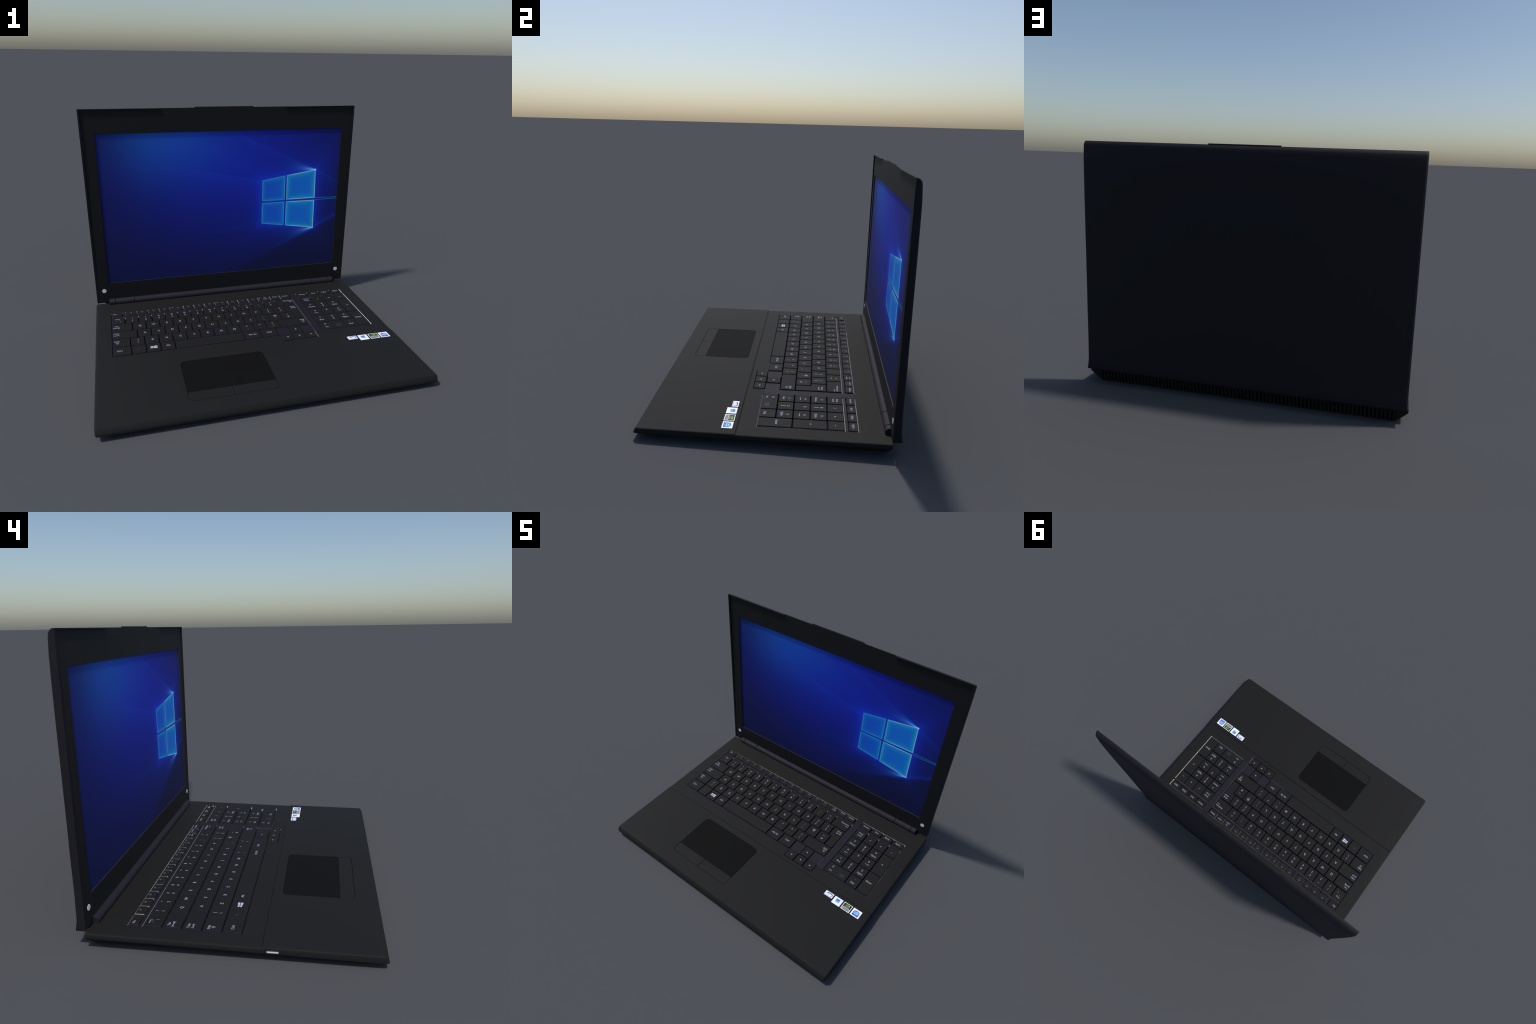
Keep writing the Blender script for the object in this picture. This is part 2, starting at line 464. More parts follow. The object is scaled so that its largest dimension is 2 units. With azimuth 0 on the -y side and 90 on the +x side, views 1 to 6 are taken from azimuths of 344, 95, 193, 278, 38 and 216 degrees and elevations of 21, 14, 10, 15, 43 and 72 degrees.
# Z row
def shift_arrow(x, y, t):
    """Hollow arrow pointing away from the user."""
    pts = [(x, y + t), (x - t, y), (x - t*0.45, y), (x - t*0.45, y - t*0.8), (x + t*0.45, y - t*0.8), (x + t*0.45, y), (x + t, y)]
    inn = inset_polygon(pts, 0.0020)
    n = len(pts)
    return [tuple(p) for p in pts] + [tuple(p) for p in inn], [(i, (i+1) % n, n + (i+1) % n, n + i) for i in range(n)]
y0, y1 = ROWS[1], ROWS[2]
make_key(-0.8955, -0.777, y0, y1, plus(words([("Shift", "L", 0.014, 0.018, 0.0145)]), shape(lambda w, h: shift_arrow(-w/2 + 0.034, -0.004, 0.011))))
make_key(-0.777, -0.777 + P, y0, y1, pair("|", "\\"))
for i, c in enumerate("ZXCVBNM"):
    make_key(-0.777 + P*(1+i), -0.777 + P*(2+i), y0, y1, letter(c))
for i, (t, b) in enumerate((("<", ","), (">", "."), ("?", "/"))):
    make_key(-0.777 + P*(8+i), -0.777 + P*(9+i), y0, y1, pair(t, b))
make_key(-0.777 + P*11, 0.4665, y0, y1, plus(words([("Shift", "R", 0.018, 0.016, 0.0145)]), shape(lambda w, h: shift_arrow(w/2 - 0.034, -0.008, 0.011))))
# bottom row
y0, y1 = ROWS[0], ROWS[1]
make_key(-0.8955, -0.7735, y0, y1, words([("Ctrl", "C", -0.016, 0.002, 0.0165)]))
make_key(-0.7735, -0.680, y0, y1, words([("Fn", "C", -0.004, 0.002, 0.0155)], "legblue"))
def four_panes(w, h):
    g = 0.0018
    pts = lambda xa, xb: [(xa, xb)]
    def top(x): return 0.0110 + 0.0036 * (x + 0.022) / 0.044
    quads = []
    for xa, xb in ((-0.022, -0.0035 - g), (-0.0035 + g, 0.022)):
        quads.append(poly2([(xa, g), (xb, g), (xb, top(xb)), (xa, top(xa))]))
        quads.append(poly2([(xa, -top(xa)), (xb, -top(xb)), (xb, -g), (xa, -g)]))
    return join2(quads)
make_key(-0.680, -0.587, y0, y1, shape(four_panes, "logo"))
make_key(-0.587, -0.4935, y0, y1, words([("Alt", "C", 0.0, 0.002, 0.0165)]))
make_key(-0.4935, -0.0270, y0, y1, None)
make_key(-0.0270, 0.0920, y0, y1, words([("Alt Gr", "C", 0.0, 0.002, 0.0165)]))
make_key(0.0920, 0.2090, y0, y1, words([("Ctrl", "C", 0.0, 0.004, 0.0165)]))
# arrow keys
AY0, AY1 = -0.1300, -0.0510
make_key(0.2985, 0.3825, -0.0500, 0.0440, shape(lambda w, h: triangle2(0.002, 0, 0.0080, math.pi/2)))
for i, a in enumerate((math.pi, -math.pi/2, 0)):
    make_key(0.2125 + 0.0845*i, 0.2125 + 0.0845*(i+1), AY0, AY1, shape(lambda w, h, a=a: triangle2(0.002, 0, 0.0080, a)))
# number pad
NX = [0.5230, 0.6170, 0.7095, 0.8035, 0.8975]
def pad(top, low=None, arrow=None):
    def fn(w, h):
        out = [(glyph(top, 0.002, 0.018, 0.0180), "legend")]
        if low: out.append((glyph(low, 0.002, -0.0165, 0.0150), "legend"))
        if arrow is not None: out.append((arrow2(0.002, -0.014, 0.030, arrow), "legend"))
        return out
    return fn
make_key(NX[0], NX[2], ROWS[0], ROWS[1], plus(lambda w, h: [(glyph("0", -0.046, 0.018, 0.018), "legend"), (glyph("Ins", -0.046, -0.020, 0.0145), "legend")],
         shape(lambda w, h: join2([frame2(0.028, 0.062, -0.026, -0.002, 0.0030), rect2(0.034, 0.056, -0.016, -0.011)]), "legblue")))
make_key(NX[2], NX[3], ROWS[0], ROWS[1], lambda w, h: [(glyph(".", 0.004, 0.030, 0.018), "legend"), (glyph("Del", 0, -0.0165, 0.0160), "legend")])
make_key(NX[3], NX[4], ROWS[0], ROWS[2], words([("Enter", "C", 0.0, 0.010, 0.0160)]))
for i, k in enumerate((pad("1", "End"), pad("2", None, -math.pi/2), pad("3", "PgDn"))): make_key(NX[i], NX[i+1], ROWS[1], ROWS[2], k)
for i, k in enumerate((pad("4", None, math.pi), pad("5"), pad("6", None, 0.0))): make_key(NX[i], NX[i+1], ROWS[2], ROWS[3], k)
for i, k in enumerate((pad("7", "Home"), pad("8", None, math.pi/2), pad("9", "PgUp"))): make_key(NX[i], NX[i+1], ROWS[3], ROWS[4], k)
make_key(NX[3], NX[4], ROWS[2], ROWS[4], words([("+", "C", 0.0, 0.004, 0.019)]))
make_key(NX[0], NX[1], ROWS[4], ROWS[5], words([("Num", "C", 0.002, 0.014, 0.0145), ("Lock", "C", 0.002, -0.009, 0.0145)]))
for i, c in enumerate("/*-"):
    make_key(NX[1+i], NX[2+i], ROWS[4], ROWS[5], words([("–" if c == "-" else c, "C", 0.0, -0.003 if c != "*" else -0.008, 0.020)]))
# function row
FY0, FY1 = 0.4635, 0.5212
def fkey(label, icon):
    def ic(w, h):
        gs = {0: lambda: frame2(-0.010, 0.010, -0.018, -0.006, 0.003), 1: lambda: triangle2(0, -0.012, 0.009, 0.0),
              2: lambda: rect2(-0.011, 0.011, -0.014, -0.011), 3: lambda: poly2([(0.009*math.cos(a*math.pi/4), -0.012 + 0.008*math.sin(a*math.pi/4)) for a in range(8)])}
        return gs[icon % 4]()
    return plus(words([(label, "C", -0.002, 0.009, 0.0120)], "legdim"), shape(ic, "legicon"))
FR = 0.010
make_key(-0.8955, -0.8130, FY0, FY1, words([("Esc", "L", 0.016, 0.004, 0.0140)]), front_r=FR)
n = 1
for gx in (-0.7930, -0.4520, -0.1120):
    for i in range(4):
        make_key(gx + 0.0803*i, gx + 0.0803*(i+1), FY0, FY1, fkey("F%d" % n, n * 7 % 5), front_r=FR); n += 1
make_key(0.2250, 0.3045, FY0, FY1, words([("Fn", "C", 0, 0.012, 0.0125), ("Lock", "C", 0, -0.007, 0.0125)]), front_r=FR)
make_key(0.3045, 0.3850, FY0, FY1, plus(words([("Insert", "C", 0, 0.010, 0.0130)]), words([("PrtSc", "C", 0, -0.010, 0.0110)], "legblue")), front_r=FR)
make_key(0.3850, 0.4665, FY0, FY1, words([("Delete", "C", 0, 0.005, 0.0130)]), front_r=FR)
for i, s in enumerate(("Home", "End", "PgUp", "PgDn")):
    make_key(NX[i], NX[i+1], FY0, FY1, words([(s, "C", 0, 0.001, 0.0145)]), front_r=FR)

# ------------------------------------------------------------------ touchpad and its buttons
palm_rot = math.atan(PALM_SLOPE)
def palm_part(name, pts, top, mat, thick=0.004, bevel=0.0006):
    ys = [p[1] for p in pts]; xs = [p[0] for p in pts]
    cx, cy = (min(xs)+max(xs))/2, (min(ys)+max(ys))/2
    lp = [(p[0]-cx, p[1]-cy) for p in pts]
    v, f, fm = prism([(lp, top - thick), (lp, top - bevel), (inset_polygon(lp, bevel), top)])
    return add(name, mesh_from(name, v, f, [M[mat]], fm, 30), ROOT, (cx, cy, palm_z(cy)), (palm_rot, 0, 0))
tx0, tx1, ty0, ts, ty1 = -0.4925, 0.0345, -0.6165, -0.5345, -0.2195
palm_part("touchpad", rounded_polygon([(tx0, ts), (tx1 - 0.004, ts), (tx1 - 0.001, ty1), (tx0, ty1)], [0, 0, 0.031, 0.031], 8), -0.0008, "pad")
palm_part("touchpad_button", rounded_polygon([(tx0 + 0.0015, ty0 + 0.0015), (-0.2325, ty0 + 0.0015), (-0.2325, ts - 0.0008), (tx0 + 0.0015, ts - 0.0008)], [0.031, 0, 0, 0], 8), -0.0002, "case")
palm_part("touchpad_button", rounded_polygon([(-0.2295, ty0 + 0.0015), (tx1 - 0.001, ty0 + 0.0015), (tx1 - 0.001, ts - 0.0008), (-0.2295, ts - 0.0008)], [0, 0.031, 0, 0], 8), -0.0002, "case")
gv, gf = tilted_prism(inset_polygon([tuple(p) for p in TP], 0.0002), palm_z, -0.0048, -0.0040)
add("touchpad_bay", mesh_from("touchpad_bay", gv, gf, [M["groove"]]))

# ------------------------------------------------------------------ stickers
def sticker(x0, x1, y0, y1, art):
    cx, cy = (x0+x1)/2, (y0+y1)/2
    w, h = x1-x0, y1-y0
    v, f = box_geo(-w/2, w/2, -h/2, h/2, -0.0004, 0.0006)
    o = add("sticker", mesh_from("sticker", v, f, [M["white"]]), ROOT, (cx, cy, palm_z(cy)), (palm_rot, 0, 0))
    for k, layer in enumerate(art):
        add("sticker_print", raised("sticker_print", layer, 0.0006 + 0.00025*k, 0.00025), o)
    return o
def ring_arc(cx, cy, rx, ry, a0, a1, t0, t1, n=14):
    """Crescent band along an ellipse, thickness t0 -> t1 -> t0."""
    out, inn = [], []
    for i in range(n + 1):
        s = i / n; a = math.radians(lerp(a0, a1, s)); t = lerp(t0, t1, math.sin(math.pi * s))
        out.append((cx + rx*math.cos(a), cy + ry*math.sin(a)))
        inn.append((cx + (rx - t)*math.cos(a), cy + (ry - t)*math.sin(a)))
    v = out + inn
    return v, [(i, i+1, n+2+i, n+1+i) for i in range(n)]
def ellipse2(cx, cy, rx, ry, n=20):
    return poly2([(cx + rx*math.cos(2*math.pi*i/n), cy + ry*math.sin(2*math.pi*i/n)) for i in range(n)])
# disc mark
sticker(0.646, 0.712, -0.2285, -0.1890, [
    [(ring_arc(0.003, 0.0030, 0.0265, 0.0125, -65, 150, 0.0020, 0.0085), "inkblue"),
     (ring_arc(-0.006, 0.0030, 0.014, 0.0075, 60, 200, 0.0012, 0.0055), "inkblue"),
     (glyph("b", -0.002, 0.003, 0.0125, wide=1.3), "inkblue"),
     (ring_arc(0.003, 0.0030, 0.0265, 0.0125, 150, 185, 0.003, 0.007), "skyblue"),
     (rect2(-0.031, 0.031, -0.0185, -0.0115), "paleblue")],
    [(glyph("Disc Player", 0, -0.015, 0.0055, wide=1.15), "white")]])
# white label with small blue square
sticker(0.723, 0.789, -0.2515, -0.1890, [
    [(rect2(-0.0148, 0.0148, -0.0085, 0.0200), "skyblue")],
    [(rect2(-0.0148, 0.0148, 0.0060, 0.0200), "blue"), (ring_arc(0, 0.001, 0.010, 0.009, 20, 160, 0.0006, 0.0018), "paleblue"), (rect2(-0.009, 0.009, 0.001, 0.0018), "paleblue")]])
# charcoal label with green eye
body = rounded_polygon([(-0.0295, -0.0275), (0.0295, -0.0275), (0.0295, 0.0275), (-0.0295, 0.0275)], 0.006, 5)
lower = rounded_polygon([(-0.0290, -0.0270), (0.0290, -0.0270), (0.0290, -0.0080), (-0.0290, -0.0080)], [0.0055, 0.0055, 0, 0], 5)
sticker(0.800, 0.867, -0.2515, -0.1890, [
    [(poly2(body), "char")],
    [(poly2(lower), "silver"), (rect2(-0.0290, 0.0290, -0.0080, -0.0065), "white"), (ellipse2(-0.001, 0.0125, 0.0150, 0.0090), "green"),
     (rect2(0.001, 0.0170, 0.0050, 0.0205), "green"), (rect2(-0.020, 0.020, -0.0035, 0.0005), "silver")],
    [(ring_arc(-0.002, 0.0125, 0.0105, 0.0060, 20, 330, 0.0008, 0.0016), "char"), (ellipse2(0.010, 0.0160, 0.0055, 0.0038), "lime"),
     (rect2(-0.022, 0.022, -0.0135, -0.0120), "char"), (rect2(-0.022, 0.022, -0.0180, -0.0165), "char"), (rect2(-0.022, 0.022, -0.0225, -0.0210), "char")]])
# blue shield badge
badge = rounded_polygon([(-0.0235, -0.0240), (0.0235, -0.0240), (0.0235, 0.0215), (-0.0235, 0.0215)], [0.002, 0.002, 0.020, 0.020], 8)
sticker(0.8765, 0.943, -0.2515, -0.1890, [
    [(poly2(badge), "blue")],
    [(rect2(-0.0225, 0.0225, -0.0230, -0.0150), "deepblue"), (ellipse2(0.006, 0.0100, 0.0135, 0.0080), "skyblue"),
     (ring_arc(-0.001, 0.006, 0.0190, 0.0120, 130, 400, 0.0006, 0.0014), "paleblue")],
    [(glyph("inside", 0, 0.0070, 0.0080, wide=1.1), "white"), (glyph("CORE", -0.001, -0.0055, 0.0090, wide=1.1), "white"), (rect2(-0.008, 0.008, -0.0200, -0.0175), "paleblue")]])

# ------------------------------------------------------------------ side port
v, f = box_geo(-0.985, -0.976, -0.2420, -0.1870, 0.0512, 0.0668)
add("usb_port", mesh_from("usb_port", v, f, [M["portwhite"]]))
pv = merge([box_geo(-0.9975, -0.980, -0.2422, -0.1868, 0.0510, 0.0585)])
add("usb_port_shell", mesh_from("usb_port_shell", pv[0], pv[1], [M["portwhite"]]))
v, f = box_geo(-0.9970, -0.980, -0.2400, -0.1890, 0.0587, 0.0655)
add("usb_port_tongue", mesh_from("usb_port_tongue", v, f, [M["portteal"]]))

# ------------------------------------------------------------------ rear vent grille
def extrude_x(prof, x0, x1):
    n = len(prof)
    v = [(x0, y, z) for y, z in prof] + [(x1, y, z) for y, z in prof]
    f = [tuple(range(n)), tuple(reversed(range(n, 2*n)))] + [(i, n + i, n + (i+1) % n, (i+1) % n) for i in range(n)]
    return v, f
v, f = extrude_x([(0.6290, 0.0035), (0.6320, 0.0045), (0.6320, 0.0668), (0.6290, 0.0680)], -0.9300, 0.9230)
add("vent_dark_liner", mesh_from("vent_dark_liner", v, f, [M["vent"]]))  # black plate added at the back of the cut so the slots look dark
rib = [(0.6330, 0.0038), (0.6815, 0.0038), (0.6888, 0.0300), (0.6943, 0.0600), (0.6943, 0.0674), (0.6330, 0.0674)]
pitch = 0.0234
ribs = [extrude_x(rib, -0.9323 + pitch*i + 0.0052, -0.9323 + pitch*(i+1) - 0.0052) for i in range(79)]
V, F, FM = merge(ribs)
add("vent_grille", mesh_from("vent_grille", V, F, [M["case"]]), kind="stuff")

# ------------------------------------------------------------------ lid
LZ0, LZ1 = 0.0970, 1.5135
TILT = -0.0056
def lid_f(z): return 0.6925 + TILT * (z - LZ0)          # front plane of the rim
back_edge = [(0.097, 0.7430), (0.103, 0.7450), (0.150, 0.7395), (0.28, 0.7358), (0.50, 0.7348), (0.64, 0.7330), (1.166, 0.7295), (1.335, 0.7272), (1.405, 0.7258), (1.470, 0.7215), (1.490, 0.7190), (1.4985, 0.7160), (1.507, 0.7085), (1.5115, 0.7010), (1.5135, 0.6935)]
LW = 0.9905
def lid_section(z):
    f, b = lid_f(z), interp(back_edge, z)
    t = b - f
    e = min(0.0085, t * 0.35)
    if z < 0.15: e = lerp(0.0015, e, max(0.0, (z - 0.103) / 0.047))
    c = min(0.015, t * 0.6)
    w = LW - (0.0015 if z > 1.512 else 0.0)
    half = [(w, f), (w, b - e * 2.0), (w - 0.0012, b - e), (w - c * 0.45, b - e * 0.30), (w - c, b)]
    pts = [(-x, y) for x, y in half]
    pts += [(x, y) for x, y in reversed(half)]
    return pts
zs = [z for z, _ in back_edge]
zs = sorted(set(zs + [0.2, 0.9]))
V, F = [], []
for z in zs: V += [(x, y, z) for x, y in lid_section(z)]
N = 10
for s in range(len(zs) - 1):
    for i in range(N):
        j = (i + 1) % N
        F.append((s*N+i, s*N+j, (s+1)*N+j, (s+1)*N+i))
F.append(tuple(range(N))); F.append(tuple(reversed([(len(zs)-1)*N + i for i in range(N)])))
lid = add("lid", mesh_from("lid", V, F, [M["lid"]], angle=40))

RIM_W = 0.0110
def bezel_y(z): return 0.6938 - 0.0006 * (z - LZ0)      # the bezel stands upright inside the leaning rim
def screen_y(z): return 0.6985 + 0.0009 * (z - 0.2535)
def lid_slab(poly, front, back):
    """poly in (x,z); slab between the depths front(z) and back(z)."""
    n = len(poly)
    v = [(x, front(z), z) for x, z in poly] + [(x, back(z), z) for x, z in poly]
    f = [tuple(range(n)), tuple(reversed(range(n, 2*n)))] + [(i, n + i, n + (i+1) % n, (i+1) % n) for i in range(n)]
    return v, f
RX, RZ, NX_TOP = LW - RIM_W, LZ1 - 0.0060, 0.4470
recess = [(-RX, LZ0 - 0.02), (RX, LZ0 - 0.02), (RX, RZ), (NX_TOP, RZ), (NX_TOP, LZ1 + 0.02), (-NX_TOP, LZ1 + 0.02), (-NX_TOP, RZ), (-RX, RZ)]
boolean_cut(lid, [cutter(*lid_slab(recess, lambda z: 0.64, lambda z: bezel_y(z) + 0.0006)),
                  cutter(*lid_slab([(-0.905, 0.240), (0.905, 0.240), (0.905, 1.36), (-0.905, 1.36)], lambda z: 0.68, lambda z: screen_y(z) + 0.0035))])

# bezel: a frame around the screen opening
SX0, SX1, SZ0, SZ1 = -0.8970, 0.8985, 0.2535, 1.3510
outer = [(-RX + 0.0004, LZ0 + 0.0004), (RX - 0.0004, LZ0 + 0.0004), (RX - 0.0004, RZ - 0.0004), (NX_TOP - 0.0004, RZ - 0.0004), (NX_TOP - 0.0004, LZ1 - 0.0012), (-NX_TOP + 0.0004, LZ1 - 0.0012), (-NX_TOP + 0.0004, RZ - 0.0004), (-RX + 0.0004, RZ - 0.0004)]
def bezel_mesh():
    bm = bmesh.new()
    xs = sorted({-RX + 0.0004, RX - 0.0004, SX0, SX1, -NX_TOP + 0.0004, NX_TOP - 0.0004})
    zz = sorted({LZ0 + 0.0004, SZ0, SZ1, RZ - 0.0004, LZ1 - 0.0012})
    cache = {}
    def vert(x, z, d):
        k = (round(x, 5), round(z, 5), d)
        if k not in cache: cache[k] = bm.verts.new((x, bezel_y(z) + d, z))
        return cache[k]
    cells = []
    for i in range(len(xs) - 1):
        for j in range(len(zz) - 1):
            mx, mz = (xs[i] + xs[i+1]) / 2, (zz[j] + zz[j+1]) / 2
            if SX0 < mx < SX1 and SZ0 < mz < SZ1: continue
            if mz > RZ - 0.0004 and abs(mx) > NX_TOP - 0.0004: continue
            cells.append((i, j))
    cs = set(cells)
    D0, D1 = 0.0, 0.0085
    for i, j in cells:
        a, b, c, d = (xs[i], zz[j]), (xs[i+1], zz[j]), (xs[i+1], zz[j+1]), (xs[i], zz[j+1])
        bm.faces.new([vert(*p, D0) for p in (a, b, c, d)])
        bm.faces.new([vert(*p, D1) for p in (d, c, b, a)])
        for (p, q), nb in (((a, b), (i, j-1)), ((b, c), (i+1, j)), ((c, d), (i, j+1)), ((d, a), (i-1, j))):
            if nb not in cs:
                fc = bm.faces.new([vert(*p, D0), vert(*p, D1), vert(*q, D1), vert(*q, D0)])
                mx, mz = (p[0] + q[0]) / 2, (p[1] + q[1]) / 2
                if SX0 - 1e-4 <= mx <= SX1 + 1e-4 and SZ0 - 1e-4 <= mz <= SZ1 + 1e-4: fc.material_index = 1
    bmesh.ops.recalc_face_normals(bm, faces=bm.faces)
    me = bpy.data.meshes.new("screen_bezel"); bm.to_mesh(me); bm.free()
    me.materials.append(M["bezel"]); me.materials.append(M["bezel_lit_edge"]); sharpen(me)
    return me
add("screen_bezel", bezel_mesh())

# latch on the top edge
v, f = box_geo(-0.2110, 0.2110, 0.6970, 0.7020, 1.5090, 1.5190)
add("lid_latch", mesh_from("lid_latch", v, f, [M["hinge"]]))

# rubber bumper pads
def disc_geo(r, y0, y1, n=32, bev=0.0012):
    v, f = [], []
    for y, k in ((y0, r), (y1 + bev, r), (y1, r - bev)):
        v += [(k*math.cos(2*math.pi*i/n), y, k*math.sin(2*math.pi*i/n)) for i in range(n)]
    for s in range(2):
        f += [(s*n+i, s*n+(i+1) % n, (s+1)*n+(i+1) % n, (s+1)*n+i) for i in range(n)]
    f += [tuple(range(n)), tuple(reversed(range(2*n, 3*n)))]
    return v, f
dv, df = disc_geo(0.0156, 0.006, 0.0006, bev=0.0004)
dm = mesh_from("bumper_pad", dv, df, [M["rubber"]])
for sx in (-0.9330, 0.9330): add("bumper_pad", dm, ROOT, (sx, bezel_y(0.194) - 0.0022, 0.194))

# ------------------------------------------------------------------ hinge barrels
HY, HZ, HR = 0.6885, 0.1000, 0.0262
def barrel(x0, x1, r, n=40, bev=0.0012):
    v, f = [], []
    for x, k in ((x0, r - bev), (x0 + bev, r), (x1 - bev, r), (x1, r - bev)):
        v += [(x, HY + k*math.cos(2*math.pi*i/n), HZ + k*math.sin(2*math.pi*i/n)) for i in range(n)]
    for s in range(3):
        f += [(s*n+i, s*n+(i+1) % n, (s+1)*n+(i+1) % n, (s+1)*n+i) for i in range(n)]
    f += [tuple(reversed(range(n))), tuple(range(3*n, 4*n))]
    return v, f
for x0, x1 in ((-0.9030, -0.8625), (-0.8585, -0.7200), (-0.7160, 0.7160), (0.7200, 0.8585), (0.8625, 0.9030)):
    add("hinge_barrel", mesh_from("hinge_barrel", *barrel(x0, x1, HR), [M["hinge"]]))
add("hinge_pin", mesh_from("hinge_pin", *barrel(-0.90, 0.90, HR - 0.0035), [M["groove"]]))

v, f = extrude_x([(0.6955, 0.0800), (0.7160, 0.0800), (0.7220, 0.0850), (0.7220, 0.0975), (0.6955, 0.0975)], -0.9330, 0.9330)
add("hinge_cover", mesh_from("hinge_cover", v, f, [M["groove"]]))

# ------------------------------------------------------------------ screen picture (procedural)
sm = bpy.data.materials.new("screen_picture")
sm.use_nodes = True
nt = sm.node_tree
class Ex:
    """Small expression wrapper: arithmetic on Ex objects creates Math nodes."""
    def __init__(s, out): s.o = out
    def __add__(a, b): return op("ADD", a, b)
    def __radd__(a, b): return op("ADD", b, a)
    def __sub__(a, b): return op("SUBTRACT", a, b)
    def __rsub__(a, b): return op("SUBTRACT", b, a)
    def __mul__(a, b): return op("MULTIPLY", a, b)
    def __rmul__(a, b): return op("MULTIPLY", b, a)
    def __truediv__(a, b): return op("DIVIDE", a, b)
def op(kind, *args, clamp=False):
    nd = nt.nodes.new("ShaderNodeMath"); nd.operation = kind; nd.use_clamp = clamp
    for i, a in enumerate(args):
        if isinstance(a, Ex): nt.links.new(a.o, nd.inputs[i])
        else: nd.inputs[i].default_value = a
    return Ex(nd.outputs[0])
def emin(*a):
    r = a[0]
    for b in a[1:]: r = op("MINIMUM", r, b)
    return r
def emax(a, b): return op("MAXIMUM", a, b)
def sat(a): return op("ADD", a, 0.0, clamp=True)
def gexp(a): return op("EXPONENT", a)
def smooth(e, a, b):
    t = sat((e - a) / (b - a))
    return t * t * (3.0 - 2.0 * t)
tc = nt.nodes.new("ShaderNodeTexCoord")
sep = nt.nodes.new("ShaderNodeSeparateXYZ")
nt.links.new(tc.outputs["Object"], sep.inputs[0])
ASP = (SX1 - SX0) / (SZ1 - SZ0)
U = Ex(sep.outputs[0]) * (1.0 / (SX1 - SX0))        # 0..1 left to right
Vv = Ex(sep.outputs[2]) * (1.0 / (SZ1 - SZ0))       # 0..1 bottom to top
X = U * ASP                                          # width in units of the height
def halfplane(p, q):
    """Signed distance to the line p->q, positive on its left (u,v given 0..1)."""
    ax, ay, bx, by = p[0]*ASP, p[1], q[0]*ASP, q[1]
    dx, dy = bx - ax, by - ay
    L = math.hypot(dx, dy)
    nx, ny = -dy / L, dx / L
    return X * nx + Vv * ny + (-(ax * nx + ay * ny))
def blob(u, v, ru, rv):
    a = (U - u) * (1.0 / ru); b = (Vv - v) * (1.0 / rv)
    return gexp((a * a + b * b) * -1.0)
panes = [[(0.6605, 0.5120), (0.7588, 0.5130), (0.7588, 0.6826), (0.6605, 0.6562)],
         [(0.7682, 0.5135), (0.8968, 0.5160), (0.8951, 0.7162), (0.7684, 0.6850)],
         [(0.6594, 0.3490), (0.7575, 0.3255), (0.7575, 0.4970), (0.6596, 0.4947)],
         [(0.7670, 0.3232), (0.8958, 0.2917), (0.8955, 0.4966), (0.7674, 0.4972)]]
inside = None; edge = None
for k, q in enumerate(panes):
    d = emin(*[halfplane(q[i], q[(i+1) % 4]) for i in range(4)])
    fill = smooth(d, -0.0012, 0.0012)
    rimw = smooth(d, -0.0030, -0.0002) * (1.0 - smooth(d, 0.0006, 0.0040))
    inner = fill * gexp(emax(d, 0.0) * (-95.0 if k in (0, 2) else -70.0))
    gain = 0.60 if k in (0, 2) else 1.0
    e2 = inner * (0.55 * gain); r2 = rimw * gain
    if inside is None: inside, edge, rim_ = fill, e2, r2
    else: inside, edge, rim_ = emax(inside, fill), emax(edge, e2), emax(rim_, r2)
# whole-logo halo
allq = [(0.6597, 0.3490), (0.8958, 0.2917), (0.8951, 0.7162), (0.6605, 0.6562)]
dl = emin(*[halfplane(allq[i], allq[(i+1) % 4]) for i in range(4)])
outd = emax(dl * -1.0, 0.0)
halo = gexp(outd * -34.0) * 0.75 + gexp(outd * -6.5) * 0.20
# corner flares thrown to the left from the right-hand corners
def flare(cu, cv, ang, length, width):
    c, s = math.cos(ang), math.sin(ang)
    dx = (U - cu) * ASP; dy = Vv - cv
    a = dx * c + dy * s; b = dx * (-s) + dy * c
    wdt = emax(a, 0.0) * width + 0.0030
    return gexp((b * b) / (wdt * wdt) * -1.0) * gexp(emax(a, 0.0) * (-1.0 / length)) * smooth(a, -0.010, 0.002)
fl = flare(0.8945, 0.7170, math.radians(169), 0.055, 0.20) + flare(0.8945, 0.2910, math.radians(191), 0.055, 0.20)
core = flare(0.8950, 0.7170, math.radians(173), 0.036, 0.11) + flare(0.8950, 0.2910, math.radians(187), 0.030, 0.11)
star = blob(0.8950, 0.7165, 0.0035, 0.006) * 0.8 + blob(0.8955, 0.2915, 0.0025, 0.0045) * 0.4
# two thin beams leaving the middle gap to the right edge
def beam(p, q, w):
    d = halfplane(p, q)
    return gexp(d * d * (-1.0 / (w * w))) * smooth(U, p[0] - 0.002, p[0] + 0.004)
beams = beam((0.8965, 0.5145), (1.0, 0.5115), 0.0020) + beam((0.8955, 0.4985), (1.0, 0.5015), 0.0020)
# long faint rays: soft on one side, crisp on the other
def ray(p, q, soft, umin, umax, strength):
    d = halfplane(p, q)
    g = smooth(d, -0.0015, 0.0015) * gexp(emax(d, 0.0) * (-1.0 / soft))
    return g * smooth(U, umin[0], umin[1]) * (1.0 - smooth(U, umax[0], umax[1])) * strength
rays = ray((0.895, 0.7165), (0.54, 0.9900), 0.016, (0.45, 0.62), (0.893, 0.896), 0.30)
rays = rays + ray((0.6605, 0.6562), (0.40, 0.742), 0.045, (0.22, 0.48), (0.658, 0.661), 0.26)
rays = rays + ray((0.45, 0.2950), (0.6594, 0.349), 0.030, (0.35, 0.52), (0.657, 0.660), 0.14)
rays = rays + ray((0.60, 0.0760), (0.895, 0.2915), 0.020, (0.66, 0.82), (0.893, 0.896), 0.30)
rays = rays + ray((0.895, 0.2915), (1.0, 0.3710), 0.012, (0.894, 0.897), (1.2, 1.3), 0.60)
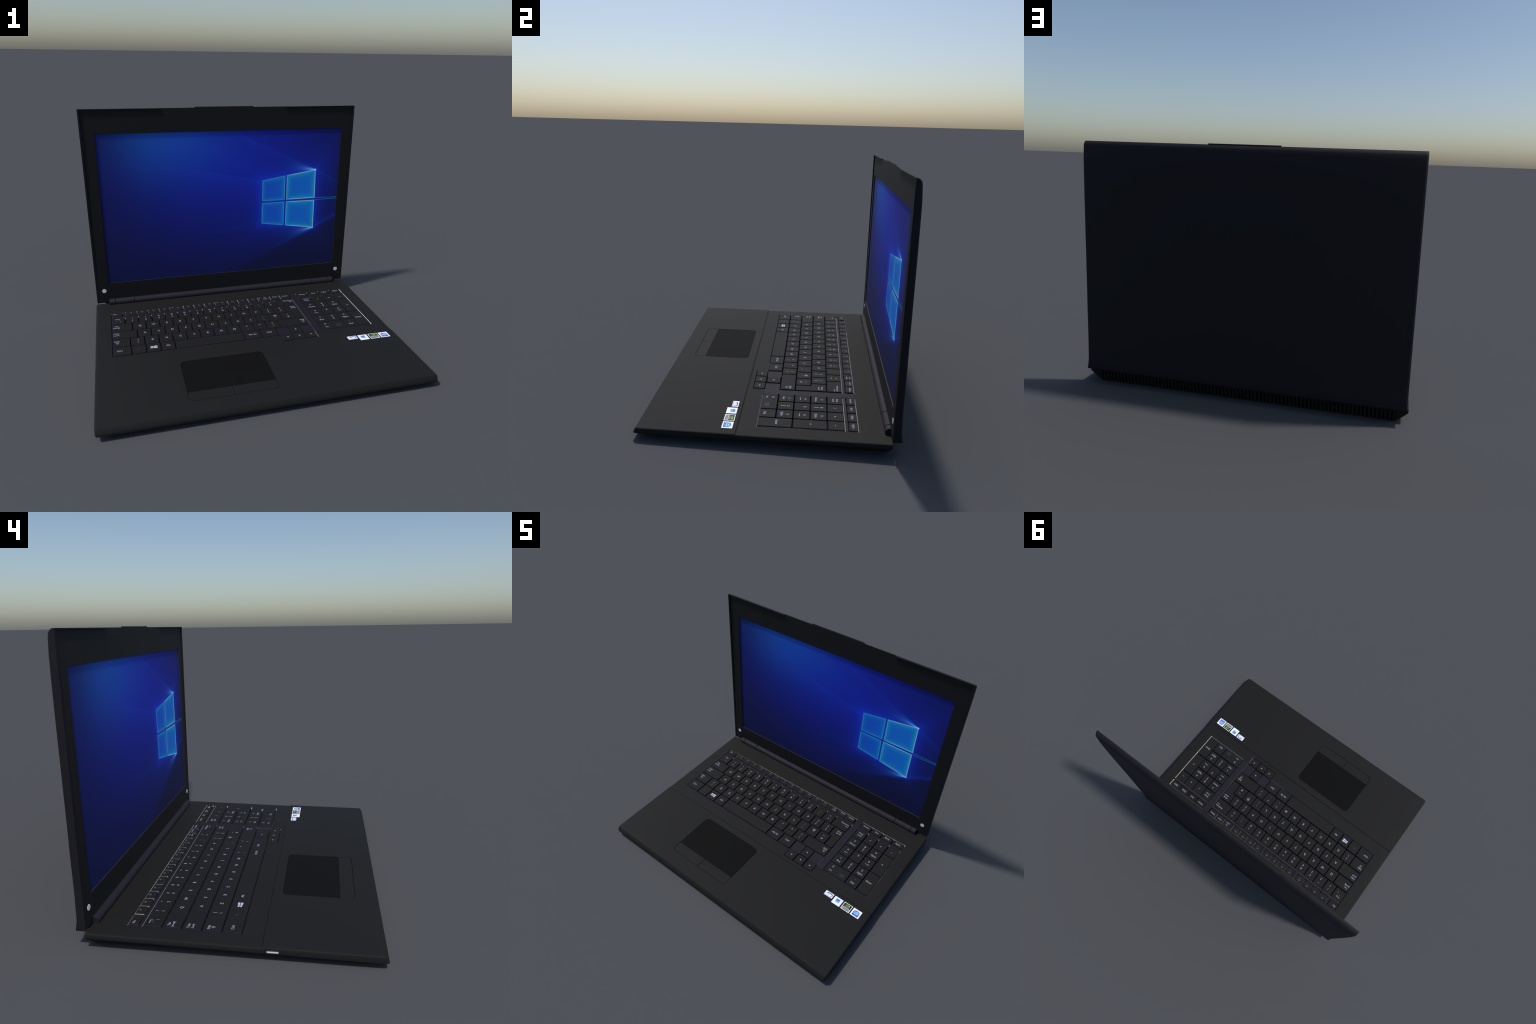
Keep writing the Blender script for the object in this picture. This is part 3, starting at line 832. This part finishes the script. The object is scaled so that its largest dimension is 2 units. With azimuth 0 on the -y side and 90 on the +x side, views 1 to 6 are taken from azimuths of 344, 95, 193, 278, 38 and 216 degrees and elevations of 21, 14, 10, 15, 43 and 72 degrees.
rays = rays + ray((1.0, 0.6385), (0.895, 0.7165), 0.020, (0.894, 0.897), (1.2, 1.3), 0.28)
# shadowed wedge below the lower-right rays
dark_wedge = smooth(halfplane((0.895, 0.2915), (0.60, 0.076)), 0.0, 0.03) * smooth(halfplane((1.0, 0.371), (0.895, 0.2915)), 0.0, 0.012)
# background glow fields
glow_teal = blob(0.24, 0.98, 0.25, 0.26)
glow_blue = blob(0.53, 0.86, 0.42, 0.42)
glow_mid  = blob(0.42, 0.50, 0.42, 0.42)
vign = smooth(U, -0.12, 0.22) * (1.0 - smooth(U, 0.90, 1.25) * 0.5)

def ramp_color(col, fac):
    """scale a constant colour by a factor"""
    nd = nt.nodes.new("ShaderNodeVectorMath"); nd.operation = "SCALE"
    nd.inputs[0].default_value = col
    if isinstance(fac, Ex): nt.links.new(fac.o, nd.inputs["Scale"])
    else: nd.inputs["Scale"].default_value = fac
    return nd.outputs[0]
def vadd(a, b):
    nd = nt.nodes.new("ShaderNodeVectorMath"); nd.operation = "ADD"
    nt.links.new(a, nd.inputs[0]); nt.links.new(b, nd.inputs[1])
    return nd.outputs[0]
def vmix(a, b, fac):
    nd = nt.nodes.new("ShaderNodeMix"); nd.data_type = "RGBA"; nd.clamp_factor = True
    nt.links.new(fac.o, nd.inputs["Factor"])
    nt.links.new(a, nd.inputs["A"]); nt.links.new(b, nd.inputs["B"])
    return nd.outputs["Result"]
bg = ramp_color((0.0058, 0.0092, 0.066), 1.0)
bg = vadd(bg, ramp_color((0.0030, 0.085, 0.27), glow_teal * vign))
bg = vadd(bg, ramp_color((0.0020, 0.010, 0.36), glow_blue))
bg = vadd(bg, ramp_color((0.0010, 0.004, 0.115), glow_mid))
bg = vadd(bg, ramp_color((0.0030, 0.040, 0.62), halo))
bg = vadd(bg, ramp_color((0.0010, 0.045, 0.34), rays))
bg = vmix(bg, ramp_color((0.0058, 0.0090, 0.050), 1.0), dark_wedge * 0.60)
bg = vadd(bg, ramp_color((0.01, 0.36, 1.0), fl * 1.15))
bg = vadd(bg, ramp_color((0.45, 0.85, 0.75), core * 1.15))
bg = vmix(bg, ramp_color((0.010, 0.34, 0.66), 1.0), beams * 0.85)
pane_t = smooth(U, 0.66, 0.86)
pane = vmix(ramp_color((0.008, 0.135, 0.84), 1.0), ramp_color((0.008, 0.225, 0.92), 1.0), pane_t)
pane = vadd(pane, ramp_color((0.0, 0.90, 0.05), edge))
col = vmix(bg, pane, inside)
rim_col = vmix(ramp_color((0.10, 0.62, 0.62), 1.0), ramp_color((0.62, 0.90, 0.92), 1.0), smooth(U, 0.755, 0.80))
col = vmix(col, rim_col, rim_)
col = vadd(col, ramp_color((0.5, 0.75, 0.9), star))
bsdf = nt.nodes["Principled BSDF"]
nt.links.new(col, bsdf.inputs["Base Color"])
bsdf.inputs["Roughness"].default_value = 0.70
bsdf.inputs["Specular IOR Level"].default_value = 0.30
m = 0.004
sw, sh = SX1 - SX0, SZ1 - SZ0
v, f = box_geo(-m, sw + m, 0.0, 0.0025, -m, sh + m)
v = [(x, y + screen_y(SZ0 + z) - screen_y(SZ0), z) for x, y, z in v]
add("screen", mesh_from("screen", v, f, [sm]), ROOT, (SX0, screen_y(SZ0), SZ0))
